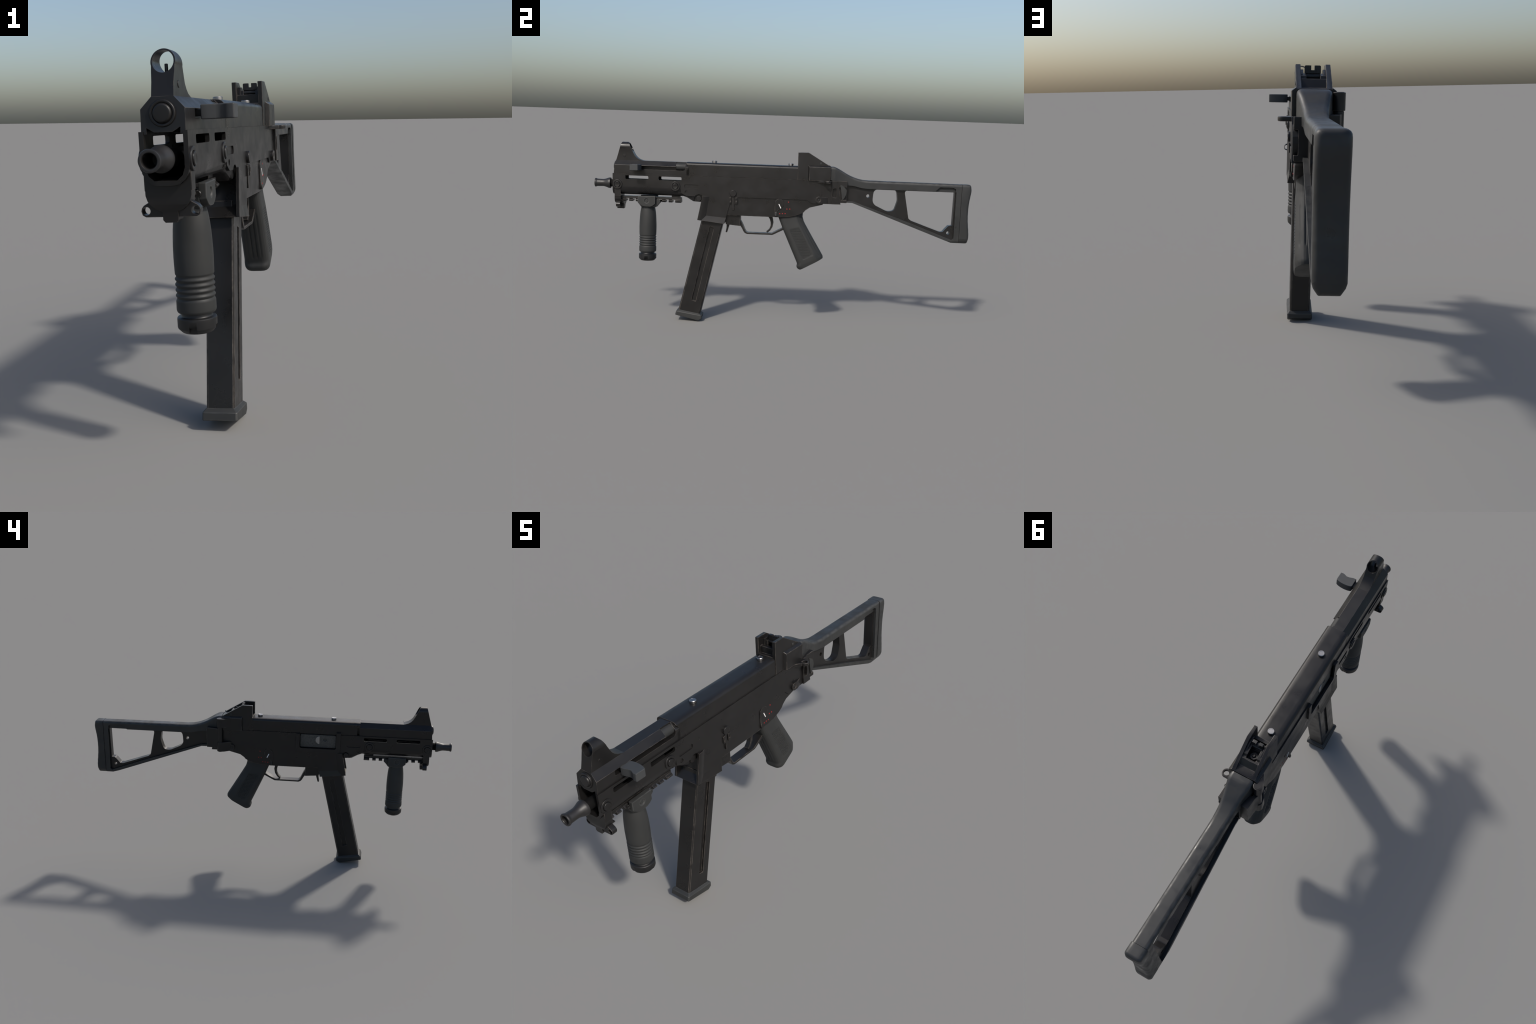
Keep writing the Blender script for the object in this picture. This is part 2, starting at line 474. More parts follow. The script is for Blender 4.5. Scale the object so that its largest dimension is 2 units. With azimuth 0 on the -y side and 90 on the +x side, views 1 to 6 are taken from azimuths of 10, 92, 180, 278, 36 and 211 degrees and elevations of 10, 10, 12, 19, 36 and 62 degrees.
# trigger guard: a bent strap
go = [(-0.2125, 0.524), (-0.204, 0.511), (-0.196, 0.496), (-0.188, 0.4865), (-0.176, 0.4812), (-0.042, 0.4812), (-0.036, 0.4830), (0.030, 0.517)]
gi = [(0.030, 0.529), (0.012, 0.5215), (-0.045, 0.4905), (-0.173, 0.4905), (-0.181, 0.4950), (-0.188, 0.5070), (-0.2005, 0.535), (-0.2125, 0.556)]
prism('trigger_guard', go + gi, 'x', -0.0205, 0.0205, BLACK, housing, 0.0022)
trig_o = [(-0.070, 0.600), (-0.066, 0.579), (-0.0565, 0.565), (-0.0515, 0.548), (-0.0515, 0.530), (-0.058, 0.513), (-0.0735, 0.4985), (-0.0715, 0.4945), (-0.0655, 0.4930)]
trig_i = [(-0.052, 0.504), (-0.0405, 0.524), (-0.0365, 0.548), (-0.0395, 0.566), (-0.0435, 0.580), (-0.036, 0.600)]
prism('trigger', trig_o + trig_i, 'x', -0.0115, 0.0115, BLACK, housing, 0.003)

# fire selectors with white index, and the red burst dots, both sides
sel = [(-0.0305, 0.588), (-0.0195, 0.588), (-0.0185, 0.612), (-0.012, 0.619), (0.002, 0.626), (0.0115, 0.637), (0.0158, 0.652), (0.0125, 0.667),
       (0.003, 0.677), (-0.0085, 0.6795), (-0.0205, 0.676), (-0.0295, 0.667), (-0.0325, 0.655)]
for s in (1, -1):
    a, b = sorted((s * 0.045, s * 0.0510))
    lever = prism('fire_selector', sel, 'x', a, b, BLACK, housing, 0.002)
    # bent-out thumb tip
    lo = [(s * 0.046, -0.0305, 0.612), (s * 0.046, -0.0188, 0.612), (s * 0.046, -0.0192, 0.586), (s * 0.046, -0.0308, 0.586)]
    hi = [(s * 0.0512, -0.0302, 0.608), (s * 0.0512, -0.0190, 0.608), (s * 0.0555, -0.0195, 0.5875), (s * 0.0555, -0.0302, 0.5875)]
    tip = link('selector_tip', bm_to_mesh(loft_bm([lo, hi]), 'selector_tip'), BLACK, lever)
    finish(tip, 0.0015)
    d = Vector((0.012, -0.0235)).normalized() * 0.0125
    nrm = Vector((-d.y, d.x)).normalized() * 0.0021
    m = Vector((-0.005, 0.6395))
    q = [tuple(m - d - nrm), tuple(m + d - nrm), tuple(m + d + nrm), tuple(m - d + nrm)]
    a, b = sorted((s * 0.0500, s * 0.0515))
    prism('selector_mark', q, 'x', a, b, WHITE, lever, 0.0004)
    for y, z in [(0.040, 0.6625), (0.0330, 0.6255), (0.0480, 0.6260), (-0.0040, 0.5995), (0.0100, 0.6005), (0.0245, 0.6010)]:
        disc('burst_dot', (y, z), 0.0030, s * 0.045, s * 0.0471, 'x', RED, housing, 0.0006, 14)

# takedown / bolt catch on the right
catch = disc('bolt_catch', (-0.254, 0.6975), 0.0172, 0.05, 0.0607, 'x', BLACK, root, 0.002)
prism('catch_lever', rounded([(-0.2595, 0.690), (-0.2475, 0.690), (-0.2460, 0.610), (-0.2570, 0.610)], 0.0015), 'x', 0.044, 0.0530, BLACK, catch, 0.0015)
for y0, y1 in [(-0.2735, -0.2620), (-0.2445, -0.2300)]:
    prism('catch_bracket', [(y0, 0.676), (y1, 0.677), (y1 + 0.001, 0.6455), (y0 + 0.001, 0.644)], 'x', 0.044, 0.0565, BLACK, catch, 0.0012,
          cuts=[box_bm(0.053, 0.07, y0 + 0.004, y1 - 0.003, 0.655, 0.667)])
# ================================================================== magazine well
# a tapered tube with a flared foot, standing ribs at the front corners
def well_ring(yf, yb, zf, zb, hw):
    return [(-hw, yf, zf), (hw, yf, zf), (hw, yb, zb), (-hw, yb, zb)]

wl = [well_ring(-0.400, -0.285, 0.600, 0.590, 0.0480), well_ring(-0.4126, -0.2885, 0.5770, 0.5672, 0.0512),
      well_ring(-0.440, -0.297, 0.5500, 0.5345, 0.0585)]
well = link('magazine_well', bm_to_mesh(loft_bm(wl), 'magazine_well'), BLACK)
finish(well, 0.0014, 2)
# ribs: outer strip plus the facet that slopes back to the side panel
for s in (1, -1):
    o, i = 0.0588, 0.0508
    top_r = [(s * o, -0.4160, 0.6790), (s * o, -0.3990, 0.6785), (s * i, -0.3770, 0.6780), (s * 0.0430, -0.3770, 0.6780), (s * 0.0500, -0.4160, 0.6790)]
    bot_r = [(s * o, -0.4405, 0.5503), (s * o, -0.4215, 0.5478), (s * i, -0.3960, 0.5560), (s * 0.0430, -0.4000, 0.5560), (s * 0.0500, -0.4405, 0.5503)]
    rib = link('well_rib', bm_to_mesh(loft_bm([top_r, bot_r]), 'well_rib'), BLACK, well)
    finish(rib, 0.0012)

# ================================================================== magazine
def on_mag(t):
    """Front and rear of the magazine at height fraction t (1 = mouth of the well, 0 = floor plate)."""
    yf = -0.5310 + t * ((-0.4215) - (-0.5310))
    zf = 0.0710 + t * (0.5440 - 0.0710)
    yr = -0.4140 + t * ((-0.3065) - (-0.4140))
    zr = 0.0510 + t * (0.5300 - 0.0510)
    return yf, zf, yr, zr


def mag_ring(t, hw=0.0380, grow=0.0):
    yf, zf, yr, zr = on_mag(t)
    u = Vector((yr - yf, zr - zf)).normalized()
    L_ = (Vector((yr, zr)) - Vector((yf, zf))).length
    c = 0.0055
    out = []
    for x, k in [(-hw + c * 0.7, 0), (hw - c * 0.7, 0), (hw, c), (hw, L_ - 0.007), (hw - 0.006, L_), (-hw + 0.006, L_), (-hw, L_ - 0.007), (-hw, c)]:
        out.append((x, yf + u.x * k, zf + u.y * k))
    return out


mag = link('magazine', bm_to_mesh(loft_bm([mag_ring(-0.03), mag_ring(1.10)]), 'magazine'), BLACK)
for s in (1, -1):
    lo = [(-0.4640, 0.1130), (-0.4410, 0.1070), (-0.3520, 0.5095), (-0.3750, 0.5180)]
    a, b = sorted((s * 0.0285, s * 0.06))
    boolean(mag, [prism_bm(lo, 'x', a, b)])
finish(mag, 0.0016, 2)


def plate_ring(yf, zf, yr, zr, hw, c):
    u = Vector((yr - yf, zr - zf)).normalized()
    L_ = (Vector((yr, zr)) - Vector((yf, zf))).length
    return [(x, yf + u.x * k, zf + u.y * k) for x, k in
            [(-hw + c, 0), (hw - c, 0), (hw, c), (hw, L_ - c), (hw - c, L_), (-hw + c, L_), (-hw, L_ - c), (-hw, c)]]


fp = [plate_ring(-0.5345, 0.0590, -0.4160, 0.0380, 0.0383, 0.004), plate_ring(-0.5460, 0.0500, -0.4070, 0.0290, 0.0468, 0.0035),
      plate_ring(-0.5510, 0.0320, -0.4085, 0.0120, 0.0472, 0.0035), plate_ring(-0.5500, 0.0295, -0.4230, 0.0016, 0.0464, 0.0035)]
plate = link('magazine_floor_plate', bm_to_mesh(loft_bm(fp), 'magazine_floor_plate'), GREY, mag)
finish(plate, 0.0016, 2)

# ================================================================== barrel
lathe('barrel', [(-0.915, 0.0195), (-0.55, 0.0195), (-0.55, 0.012), (-0.915, 0.012)][:2], 'y', (0, 0.727), SHADE_DARKENED, root, 40)
muz = [(-0.9965, 0.0150), (-0.9992, 0.0165), (-1.0000, 0.0190), (-0.9992, 0.0222), (-0.9965, 0.0232), (-0.9925, 0.0225), (-0.9895, 0.0205), (-0.985, 0.0200), (-0.965, 0.0192), (-0.953, 0.0192),
       (-0.943, 0.0215), (-0.933, 0.0250), (-0.926, 0.0278), (-0.921, 0.0284), (-0.9155, 0.0280), (-0.9145, 0.0240), (-0.9145, 0.0195)]
loops = [(-0.93, 0.0145)] + muz
lathe('muzzle', loops, 'y', (0, 0.727), BARREL, root, 48, 40)

# front trunnion inside the handguard, seen behind the barrel
prism('barrel_trunnion', rect(-0.041, 0.041, 0.683, 0.776, 0.006), 'y', -0.512, -0.50, SHADE_DARKENED, root, 0.001)

# ================================================================== front plate with sling lugs
fpz = [(-0.0495, 0.705), (-0.0492, 0.651), (-0.0455, 0.639), (-0.0380, 0.6290), (-0.0280, 0.6215), (-0.0165, 0.6175), (-0.0168, 0.5990), (-0.0120, 0.5935)]
fpz = fpz + [(-x, z) for x, z in reversed(fpz)]
fplate = link('front_plate', bm_to_mesh(prism_bm(fpz, 'y', -0.884, -0.838), 'front_plate'), BLACK)
keep = [(-0.8840, 0.71), (-0.8845, 0.634), (-0.8775, 0.616), (-0.8765, 0.590), (-0.8410, 0.590), (-0.8370, 0.632), (-0.8370, 0.638), (-0.8515, 0.645), (-0.8515, 0.71)]
boolean(fplate, [prism_bm(keep, 'x', -0.08, 0.08)], 'INTERSECT')
boolean(fplate, [prism_bm([(x * 0.995, z + 0.0005) for x, z in outer], 'y', -0.95, -0.80)])
finish(fplate, 0.002)
for s in (1, -1):
    a, b = sorted((s * 0.0440, s * 0.0508))
    prism('strap', rounded([(-0.8835, 0.712), (-0.8520, 0.712), (-0.8520, 0.660), (-0.8835, 0.660)], [0, 0, 0.002, 0.002]), 'x', a, b, BLACK, fplate, 0.0015)
    lug = [(s * 0.036, 0.640), (s * 0.044, 0.638), (s * 0.0580, 0.6300), (s * 0.0625, 0.6245), (s * 0.0640, 0.6180), (s * 0.0615, 0.6095), (s * 0.0545, 0.6055), (s * 0.010, 0.6050), (s * 0.010, 0.630)]
    prism('sling_lug', lug, 'y', -0.874, -0.852, BLACK, fplate, 0.002, cuts=[prism_bm(circle((s * 0.0528, 0.6185), 0.0086, 24), 'y', -0.95, -0.80)])

# ================================================================== accessory rail
rail_bar = [(-0.0215, 0.6625), (0.0215, 0.6625), (0.0215, 0.6515), (0.0230, 0.6485), (-0.0230, 0.6485), (-0.0215, 0.6515)]
rail = prism('accessory_rail', rail_bar, 'y', -0.855, -0.536, BLACK, root, 0.0008)
tooth = [(-0.0215, 0.6525), (-0.0300, 0.6455), (-0.0300, 0.6420), (-0.0235, 0.6355), (0.0235, 0.6355), (0.0300, 0.6420), (0.0300, 0.6455), (0.0215, 0.6525)]
tmesh = None
for k in range(8):
    y1 = -0.5800 - 0.0353 * k
    if tmesh is None:
        t = prism('rail_tooth', tooth, 'y', -0.0192, 0.0, BLACK, rail, 0.0006)
        tmesh = t.data
    else:
        t = link('rail_tooth', tmesh, None, rail)
    t.location = (0, y1, 0)
prism('rail_end', [(-0.0218, 0.6625), (0.0218, 0.6625), (0.0220, 0.6530), (0.0300, 0.6465), (0.0300, 0.6420), (0.0235, 0.6350), (-0.0235, 0.6350), (-0.0300, 0.6420), (-0.0300, 0.6465), (-0.0220, 0.6530)], 'y', -0.564, -0.5335, BLACK, rail, 0.0008)
prism('rail_post', rect(-0.585, -0.540, 0.655, 0.682, 0.0), 'x', -0.016, 0.016, BLACK, rail, 0.002)

# ================================================================== foregrip
GY = -0.7125
clamp_o = [(-0.767, 0.640), (-0.758, 0.624), (-0.744, 0.607), (-0.668, 0.607), (-0.655, 0.624), (-0.6425, 0.6370), (-0.6425, 0.6500), (-0.767, 0.6500)]
grip_prof = [(0.6150, 0.0335), (0.6080, 0.0355), (0.5950, 0.0385), (0.5790, 0.0410), (0.5600, 0.0430), (0.5450, 0.0440), (0.5200, 0.0452), (0.4950, 0.0456),
             (0.4700, 0.0452), (0.4575, 0.0448), (0.4550, 0.0445)]
z = 0.4530
for k in range(4):
    grip_prof += [(z, 0.0430), (z - 0.0025, 0.0424), (z - 0.0050, 0.0432), (z - 0.0070, 0.0452), (z - 0.0090, 0.0456), (z - 0.0112, 0.0450)]
    z -= 0.0130
grip_prof += [(z, 0.0430), (z - 0.0022, 0.0426), (z - 0.0045, 0.0440), (0.3920, 0.0456), (0.3720, 0.0458), (0.3680, 0.0450), (0.3650, 0.0430)]
foregrip = lathe('foregrip', grip_prof + [(0.3640, 0.030)], 'z', (0, GY), GREY, root, 64, 40, 1.02, 1.0)
clamp = prism('foregrip_clamp', clamp_o, 'x', -0.0335, 0.0335, GREY, foregrip, 0.002)
boolean(clamp, [prism_bm([(-0.0225, 0.66), (0.0225, 0.66), (0.031, 0.648), (0.031, 0.6415), (0.0245, 0.6345), (-0.0245, 0.6345), (-0.031, 0.6415), (-0.031, 0.648)], 'y', -0.8, -0.6)])
jaw = [(-0.7605, 0.6660), (-0.6670, 0.6680), (-0.6670, 0.6270), (-0.6800, 0.6165), (-0.6950, 0.6105), (-0.7230, 0.6105), (-0.7390, 0.6150), (-0.7605, 0.6300)]
for s in (1, -1):
    a, b = sorted((s * 0.0325, s * 0.0510))
    j = prism('clamp_jaw', jaw, 'x', a, b, GREY, foregrip, 0.0030, cuts=[prism_bm(circle((-0.7135, 0.6415), 0.0120, 24), 'x', *sorted((s * 0.0455, s * 0.07)))])
    disc('clamp_screw', (-0.7135, 0.6415), 0.0092, s * 0.04, s * 0.0480, 'x', GREY, j, 0.002, 24)
lathe('clamp_pin', [(-0.7700, 0.002), (-0.7700, 0.0058), (-0.7685, 0.0072), (-0.755, 0.0072)], 'y', (0.0335, 0.6420), BLACK, foregrip, 20)
lathe('clamp_pin', [(-0.7700, 0.002), (-0.7700, 0.0058), (-0.7685, 0.0072), (-0.755, 0.0072)], 'y', (-0.0335, 0.6420), BLACK, foregrip, 20)
capp = [(0.3665, 0.0370), (0.3560, 0.0365), (0.3545, 0.0380), (0.3540, 0.0445), (0.3520, 0.0464), (0.3480, 0.0468), (0.3300, 0.0466), (0.3270, 0.0455), (0.3195, 0.0385), (0.3175, 0.0360), (0.3170, 0.020)]
cap = lathe('foregrip_cap', capp, 'z', (0, GY), DARK, foregrip, 64, 30)
cuts = []
for k in range(4):
    a = math.radians(90 * k)
    c = box_bm(0.0385, 0.06, -0.009, 0.009, 0.30, 0.3345)
    bmesh.ops.rotate(c, verts=c.verts, cent=(0, 0, 0), matrix=Matrix.Rotation(a, 3, 'Z'))
    bmesh.ops.translate(c, verts=c.verts, vec=(0, GY, 0))
    cuts.append(c)
boolean(cap, cuts)
cap.data.shade_smooth()
cap.data.set_sharp_from_angle(angle=math.radians(30))

# ================================================================== charging handle
hx = [(0.0545, -0.7890), (0.0700, -0.7885), (0.0850, -0.7835), (0.0980, -0.7825), (0.1080, -0.7875), (0.1150, -0.7900), (0.1268, -0.7900), (0.1280, -0.7880),
      (0.1284, -0.7520), (0.1272, -0.7480), (0.1180, -0.7430), (0.1020, -0.7390), (0.0850, -0.7375), (0.0700, -0.7385), (0.0590, -0.7410), (0.0545, -0.7450)]
handle = prism('charging_handle', hx, 'z', 0.8025, 0.8340, HANDLE, root, 0.0035, seg=3, angle=50)
prism('handle_stem', rect(-0.782, -0.750, 0.8095, 0.8245, 0.002), 'x', 0.025, 0.056, BLACK, handle, 0.001)

# ================================================================== pistol grip
def grip_section(s):
    """Cross-section of the pistol grip at fraction s (0 top, 1 foot): front point, rear point, half width."""
    fy = [(0.00, -0.020, 0.612), (0.12, -0.010, 0.575), (0.28, 0.0140, 0.517), (0.55, 0.0500, 0.438), (0.80, 0.0830, 0.366), (0.90, 0.0962, 0.337), (0.925, 0.0985, 0.3285), (0.945, 0.0965, 0.321), (0.965, 0.0955, 0.3125), (0.985, 0.1030, 0.3035), (1.0, 0.1130, 0.2995)]
    ry = [(0.00, 0.128, 0.645), (0.08, 0.1190, 0.605), (0.14, 0.1180, 0.585), (0.22, 0.1250, 0.561), (0.28, 0.1330, 0.546), (0.55, 0.1720, 0.481), (0.80, 0.2070, 0.4235), (0.94, 0.2280, 0.389), (0.98, 0.2350, 0.377), (1.0, 0.2345, 0.3665)]
    hw = [(0.00, 0.0370), (0.15, 0.0375), (0.30, 0.0405), (0.60, 0.0425), (0.90, 0.0435), (1.0, 0.0430)]

    def it(tab):
        for a, b in zip(tab, tab[1:]):
            if s <= b[0]:
                k = (s - a[0]) / (b[0] - a[0])
                return [a[i] + (b[i] - a[i]) * k for i in range(1, len(a))]
        return list(tab[-1][1:])
    return it(fy), it(ry), it(hw)[0]


def grip_surface(y, z):
    """Half width of the grip at a point of its side view: find the section line through the point."""
    lo, hi = 0.0, 1.0
    for _ in range(24):
        s = (lo + hi) / 2
        f, r, hw = grip_section(s)
        if (r[0] - f[0]) * (z - f[1]) - (r[1] - f[1]) * (y - f[0]) > 0:
            hi = s
        else:
            lo = s
    return hw


NS = 72
loops = []
# half outline: (fraction of depth from front, fraction of half width)
half = [(0.0, 0.0), (0.0, 0.30), (0.004, 0.50), (0.018, 0.66), (0.05, 0.82), (0.10, 0.93), (0.17, 0.99), (0.25, 1.0), (0.45, 1.0), (0.62, 1.0), (0.70, 0.99), (0.76, 0.95), (0.86, 0.78),
        (0.945, 0.58), (0.985, 0.40), (1.0, 0.22), (1.0, 0.0)]


def dense(tab, n):
    cum = [0.0]
    for a, b in zip(tab, tab[1:]):
        cum.append(cum[-1] + math.hypot(b[0] - a[0], 0.45 * (b[1] - a[1])))
    out = []
    j = 0
    for i in range(n + 1):
        d = cum[-1] * i / n
        while j < len(tab) - 2 and cum[j + 1] < d:
            j += 1
        k = (d - cum[j]) / (cum[j + 1] - cum[j])
        out.append((tab[j][0] + (tab[j + 1][0] - tab[j][0]) * k, tab[j][1] + (tab[j + 1][1] - tab[j][1]) * k))
    return out


hd = dense(half, 84)
outl = hd[:-1] + [(d, -w) for d, w in reversed(hd[1:])]


def step(a, b, x):
    t = max(0.0, min(1.0, (x - a) / (b - a)))
    return t * t * (3 - 2 * t)


for i in range(NS + 1):
    s = i / NS
    f, r, hw = grip_section(s)
    f = Vector(f)
    r = Vector(r)
    shrink = 1.0 - 0.05 * step(0.965, 1.0, s)
    lp = []
    for d, w in outl:
        p = f + (r - f) * d
        x = hw * w * shrink
        # sunk panel that carries the knurling
        if abs(w) > 0.97:
            x -= math.copysign(0.0016 * step(0.26, 0.29, d) * (1 - step(0.68, 0.71, d)) * step(0.31, 0.33, s) * (1 - step(0.875, 0.895, s)), w)
        # vertical flutes up the front strap and the back strap
        gate = step(0.30, 0.34, s) * (1 - step(0.84, 0.88, s))
        flute = 0.0
        for c, dp in [(-0.50, 0.5), (-0.17, 1.0), (0.17, 1.0), (0.50, 0.5)]:
            flute = max(flute, math.exp(-((w - c) / 0.055) ** 2) * dp)
        axis = (r - f).normalized()
        if d < 0.10:
            p = p + axis * 0.0030 * flute * gate
        gate2 = step(0.36, 0.40, s) * (1 - step(0.80, 0.84, s))
        if d > 0.80:
            fl = max(math.exp(-((abs(w) - 0.66) / 0.045) ** 2), math.exp(-((abs(w) - 0.25) / 0.05) ** 2))
            p = p - axis * 0.0025 * fl * gate2
        lp.append((x, p.x, p.y))
    loops.append(lp)
grip = link('pistol_grip', bm_to_mesh(loft_bm(loops), 'pistol_grip'), GREY)
grip.data.shade_smooth()
grip.data.set_sharp_from_angle(angle=math.radians(48))

# knurl: rows of small raised pips in a sunk side panel
bms = []
for s in (1, -1):
    for row in range(19):
        t = row / 18.0
        zrow = 0.516 - t * 0.150
        y0 = 0.0440 + t * 0.0685
        y1 = 0.1090 + t * 0.0755 + (0.0 if row < 16 else -0.02 * (row - 15) / 3.0)
        npip = 9
        for k in range(npip):
            a = y0 + (y1 - y0) * (k + 0.1 + 0.4 * (row % 2) * 0.8) / (npip + 0.4)
            b = a + (y1 - y0) / (npip + 0.4) * 0.86
            zz = zrow + (k - 4) * 0.0002
            hwid = grip_surface((a + b) / 2, zz) - 0.0014
            bms.append(loft_bm([[(s * (hwid - 0.003), a - 0.0006, zz - 0.0027), (s * (hwid - 0.003), b + 0.0006, zz - 0.0027), (s * (hwid - 0.003), b + 0.0006, zz + 0.0027), (s * (hwid - 0.003), a - 0.0006, zz + 0.0027)],
                                [(s * (hwid + 0.0016), a + 0.0008, zz - 0.0012), (s * (hwid + 0.0016), b - 0.0008, zz - 0.0012), (s * (hwid + 0.0016), b - 0.0008, zz + 0.0012), (s * (hwid + 0.0016), a + 0.0008, zz + 0.0012)]]))
kn = join_bms('grip_knurling', bms, GREY, grip, 0)
kn['kind'] = 'stuff'

# ================================================================== end plate, hinge and sling loop
for s in (1, -1):
    # boss with the cross pin
    bossp = [(0.2475, 0.6955)] + [(0.199 + 0.0182 * math.cos(a), 0.6800 + 0.0182 * math.sin(a)) for a in [math.radians(80 + 200 * k / 12) for k in range(13)]] + [(0.2475, 0.6630)]
    bo = link('hinge_boss', bm_to_mesh(prism_bm(bossp, 'x', *sorted((s * 0.0490, s * 0.0612))), 'hinge_boss'), BLACK)
    boolean(bo, [prism_bm([(s * 0.04, 0.17), (s * 0.07, 0.17), (s * 0.0625, 0.212), (s * 0.0520, 0.249), (s * 0.04, 0.249)], 'z', 0.6, 0.75)], 'INTERSECT')
    boolean(bo, [prism_bm(circle((0.1985, 0.680), 0.0095, 24), 'x', *sorted((s * 0.0575, s * 0.08)))])
    finish(bo, 0.002)
    disc('cross_pin', (0.1985, 0.680), 0.0068, s * 0.05, s * 0.0598, 'x', DARK, bo, 0.001, 6)

adapter = link('stock_adapter', bm_to_mesh(prism_bm([(0.285, 0.784), (0.345, 0.785), (0.345, 0.669), (0.312, 0.669), (0.296, 0.72)], 'x', -0.034, 0.0560), 'stock_adapter'), BLACK)
boolean(adapter, [prism_bm([(0.300, 0.751), (0.346, 0.751), (0.346, 0.6845), (0.315, 0.6845)], 'x', 0.0440, 0.08)])
finish(adapter, 0.002)
prism('stock_latch', rounded([(0.3085, 0.764), (0.3240, 0.7575), (0.3350, 0.7470), (0.3425, 0.7330), (0.3415, 0.7150), (0.3340, 0.6990), (0.3215, 0.6830)], 0.001), 'x', 0.0430, 0.0585, GREY, adapter, 0.002)
prism('end_plate', [(0.2640, 0.7835), (0.2905, 0.7835), (0.3135, 0.6605), (0.2640, 0.6605)], 'x', 0.0505, 0.0605, BLACK, adapter, 0.002,
      cuts=[prism_bm(rounded([(0.268, 0.742), (0.289, 0.744), (0.289, 0.695), (0.268, 0.697)], [0.012, 0.003, 0.003, 0.012]), 'x', 0.045, 0.08)])

loop = [(0.0450, 0.262), (0.0450, 0.182), (0.0520, 0.183), (0.0700, 0.2145), (0.0785, 0.2250)]
loop += [(0.0800 + 0.0182 * math.cos(a), 0.2430 + 0.0182 * math.sin(a)) for a in [math.radians(-80 + 180 * k / 16) for k in range(17)]]
loop += [(0.0660, 0.262)]
prism('sling_loop', loop, 'z', 0.7690, 0.7820, BLACK, root, 0.0025, cuts=[prism_bm(circle((0.0800, 0.2430), 0.0108, 28), 'z', 0.7, 0.85)])

HC = (-0.0672, 0.2615)


def knuckle(z0, z1, r, tail):
    """One hinge knuckle: cylinder plus an arm running forward into the receiver side."""
    arc = [(HC[0] + r * math.cos(a), HC[1] + r * math.sin(a)) for a in [math.radians(200 - 220 * k / 20) for k in range(21)]]
    return prism_bm(arc + tail, 'z', z0, z1)


hinge = link('stock_hinge', bm_to_mesh(knuckle(0.8000, 0.8490, 0.0175, [(-0.046, 0.250), (-0.046, 0.205), (-0.0610, 0.205), (-0.0800, 0.240)]), 'stock_hinge'), BLACK)
finish(hinge, 0.0018)
low = link('hinge_arm', bm_to_mesh(knuckle(0.6600, 0.7140, 0.0175, [(-0.046, 0.250), (-0.046, 0.200), (-0.0560, 0.200), (-0.0800, 0.238)]), 'hinge_arm'), BLACK, hinge)
finish(low, 0.0018)
lathe('hinge_pin', [(0.658, 0.0130), (0.7145, 0.0130), (0.7150, 0.0145), (0.7985, 0.0145), (0.7990, 0.0130), (0.8500, 0.0130)], 'z', HC, BLACK, hinge, 32)
prism('hinge_leaf', [(-0.0810, 0.258), (-0.0700, 0.2900), (-0.0660, 0.3380), (-0.0300, 0.3380), (-0.0300, 0.2860), (-0.0560, 0.2830), (-0.0600, 0.258)], 'z', 0.6780, 0.7915, BLACK, hinge, 0.0025)

# ================================================================== stock
# comb: lofted rounded bar sweeping from the receiver end down to the straight top rail
comb_tab = [(0.2560, 0.8560, 0.785, 0.0485), (0.2740, 0.8555, 0.780, 0.0485), (0.2870, 0.8510, 0.776, 0.0470), (0.3010, 0.8445, 0.773, 0.0440), (0.3200, 0.8335, 0.767, 0.0400), (0.3400, 0.8220, 0.7600, 0.0370),
            (0.3600, 0.8120, 0.7590, 0.0345), (0.3810, 0.8035, 0.7575, 0.0328), (0.4050, 0.7960, 0.7520, 0.0318), (0.4280, 0.7915, 0.7475, 0.0312), (0.4600, 0.7900, 0.7445, 0.0312), (0.5500, 0.7895, 0.7440, 0.0312),
            (0.9478, 0.7872, 0.7440, 0.0312)]


def comb_ring(y, zt, zb, hw):
    r = min(0.016, 0.35 * (zt - zb))
    rb = 0.003
    pts = rounded([(-hw, zb), (hw, zb), (hw, zt), (-hw, zt)], [rb, rb, r, r], 5)
    return [(x, y, z_) for x, z_ in pts]


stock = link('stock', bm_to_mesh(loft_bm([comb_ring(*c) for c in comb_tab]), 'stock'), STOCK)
# lower strut, butt upright and front post as one bent flange frame
boolean(stock, [prism_bm([(0.3462, 0.6700), (0.376, 0.6695), (0.9090, 0.4768), (0.9478, 0.4765), (0.9478, 0.76), (0.9205, 0.76), (0.9205, 0.5000), (0.9120, 0.4925), (0.691, 0.5735), (0.379, 0.6785), (0.3462, 0.680)],
                         'x', -0.0312, 0.0312)], 'UNION')
boolean(stock, [prism_bm([(0.800, 0.738), (0.9170, 0.738), (0.9170, 0.762), (0.902, 0.7690), (0.833, 0.7690)], 'x', s0, s1) for s0, s1 in [(0.0185, 0.05), (-0.05, -0.0185)]])
# the frame's lower rear corners follow the chamfer of the butt pad
boolean(stock, [prism_bm([(s0 * 0.0165, 0.468), (s0 * 0.045, 0.468), (s0 * 0.045, 0.5125), (s0 * 0.0318, 0.4920)], 'y', 0.86, 0.96) for s0 in (1, -1)])
finish(stock, 0.0032, 3, 40)
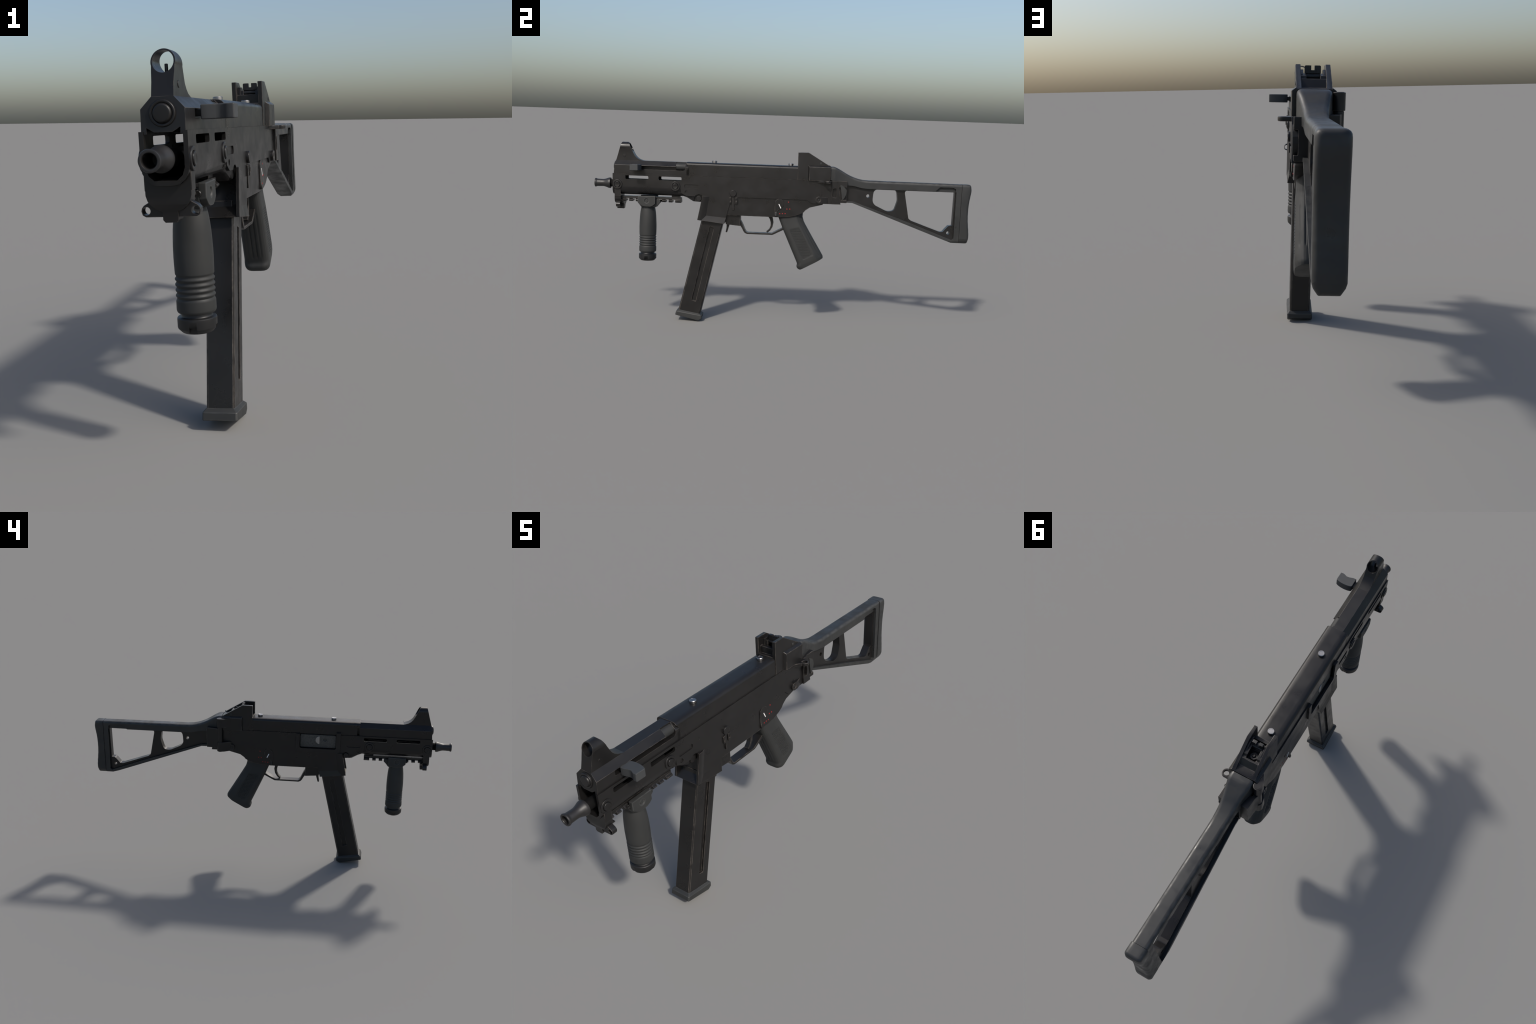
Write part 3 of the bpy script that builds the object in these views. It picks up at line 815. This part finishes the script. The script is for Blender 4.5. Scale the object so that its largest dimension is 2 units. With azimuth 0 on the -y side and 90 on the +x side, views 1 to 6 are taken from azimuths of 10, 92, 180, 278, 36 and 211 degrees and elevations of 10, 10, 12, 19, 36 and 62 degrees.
# web: thinner plate with lightening holes
web = link('stock_web', bm_to_mesh(prism_bm([(0.343, 0.765), (0.343, 0.6735), (0.376, 0.672), (0.690, 0.565), (0.912, 0.485), (0.925, 0.485), (0.925, 0.750), (0.917, 0.7500), (0.917, 0.762), (0.40, 0.765)], 'x', -0.0180, 0.0180), 'stock_web'), BLACK, stock)
h1 = rounded([(0.4880, 0.7455), (0.6090, 0.7455), (0.6165, 0.6900), (0.6000, 0.6340), (0.5640, 0.6300), (0.4830, 0.6680)], [0.028, 0.022, 0.050, 0.050, 0.050, 0.040], 8)
h2 = rounded([(0.650, 0.7440), (0.9145, 0.7440), (0.9125, 0.5690), (0.8930, 0.5670), (0.8760, 0.5480), (0.8640, 0.5330), (0.847, 0.5325), (0.693, 0.5860), (0.679, 0.5970)], [0.014, 0.001, 0.001, 0.014, 0.006, 0.012, 0.010, 0.012, 0.012], 6)
boolean(web, [prism_bm(h1, 'x', -0.1, 0.1), prism_bm(h2, 'x', -0.1, 0.1), prism_bm(circle((0.4590, 0.7085), 0.0090, 24), 'x', -0.1, 0.1),
              prism_bm(circle((0.8920, 0.5285), 0.0085, 24), 'x', -0.1, 0.1)])
finish(web, 0.002)
# rubber butt pad: concave rear, rounded outline
padp = [(0.9488, 0.7878), (0.968, 0.7872), (0.985, 0.7848), (0.996, 0.780), (1.0025, 0.771), (1.0045, 0.758), (1.0035, 0.744), (1.0000, 0.722), (0.9965, 0.700), (0.9945, 0.680), (0.9935, 0.655), (0.9935, 0.625),
        (0.9950, 0.600), (0.9985, 0.570), (1.0020, 0.545), (1.0045, 0.520), (1.0045, 0.500), (1.0025, 0.490), (0.996, 0.4812), (0.985, 0.4770), (0.9488, 0.4762)]
rear_face = [(z_, 0.9488 + (y - 0.9488) * 0.92) for y, z_ in padp if 0.488 < z_ < 0.772 and y > 0.99]
rear_face.sort()


def pad_rear(z):
    """Depth of the concave rear face at height z."""
    z = min(max(z, rear_face[0][0]), rear_face[-1][0])
    for (z0, y0), (z1, y1) in zip(rear_face, rear_face[1:]):
        if z <= z1:
            t = (z - z0) / (z1 - z0)
            t = t * t * (3 - 2 * t)
            return y0 + (y1 - y0) * t
    return rear_face[-1][1]


corner = rounded([(0.0, 0.4762), (0.0215, 0.4762), (0.0312, 0.4905), (0.0342, 0.5010), (0.0345, 0.7875), (0.0, 0.7875)], [0, 0.005, 0.006, 0.005, 0.015, 0], 4)
half_out = [corner[0]]
for p, q in zip(corner, corner[1:]):
    n_ = max(1, int(math.hypot(q[0] - p[0], q[1] - p[1]) / 0.008))
    half_out += [(p[0] + (q[0] - p[0]) * k / n_, p[1] + (q[1] - p[1]) * k / n_) for k in range(1, n_ + 1)]
half_out = half_out[1:-1]
zm, zr_, RR = 0.632, 0.156, 0.013


def pad_ring(inset, back):
    out = []
    for x, z_ in half_out:
        z2 = zm + (z_ - zm) * (1 - inset / zr_)
        out.append((x * (1 - inset / 0.0345), (pad_rear(z2) - back) if back is not None else 0.9488, z2))
    return out + [(-x, y, z_) for x, y, z_ in reversed(out)]


rings = [pad_ring(0.0, None)] + [pad_ring(RR * (1 - math.cos(a)), RR * (1 - math.sin(a))) for a in [math.pi / 2 * k / 6 for k in range(7)]]
bm = loft_bm(rings, cap=False)
bm.verts.ensure_lookup_table()
m_ = len(half_out)
for base in (0, (len(rings) - 1) * 2 * m_):
    for k in range(m_ - 1):
        bm.faces.new([bm.verts[base + v] for v in (k, k + 1, 2 * m_ - 2 - k, 2 * m_ - 1 - k)])
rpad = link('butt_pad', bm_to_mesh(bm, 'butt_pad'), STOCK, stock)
rpad.data.shade_smooth()
rpad.data.set_sharp_from_angle(angle=math.radians(50))

# ------------------------------------------------------------------ stand the gun up
root.matrix_world = Matrix.Translation((ORIGIN_X, 0, 0)) @ Matrix.Rotation(-LEAN, 4, 'Y')
bpy.context.view_layer.update()
low_z = min((o.matrix_world @ v.co).z for o in coll.objects if o.type == 'MESH' for v in o.data.vertices)
root.location.z -= low_z
bpy.context.view_layer.update()
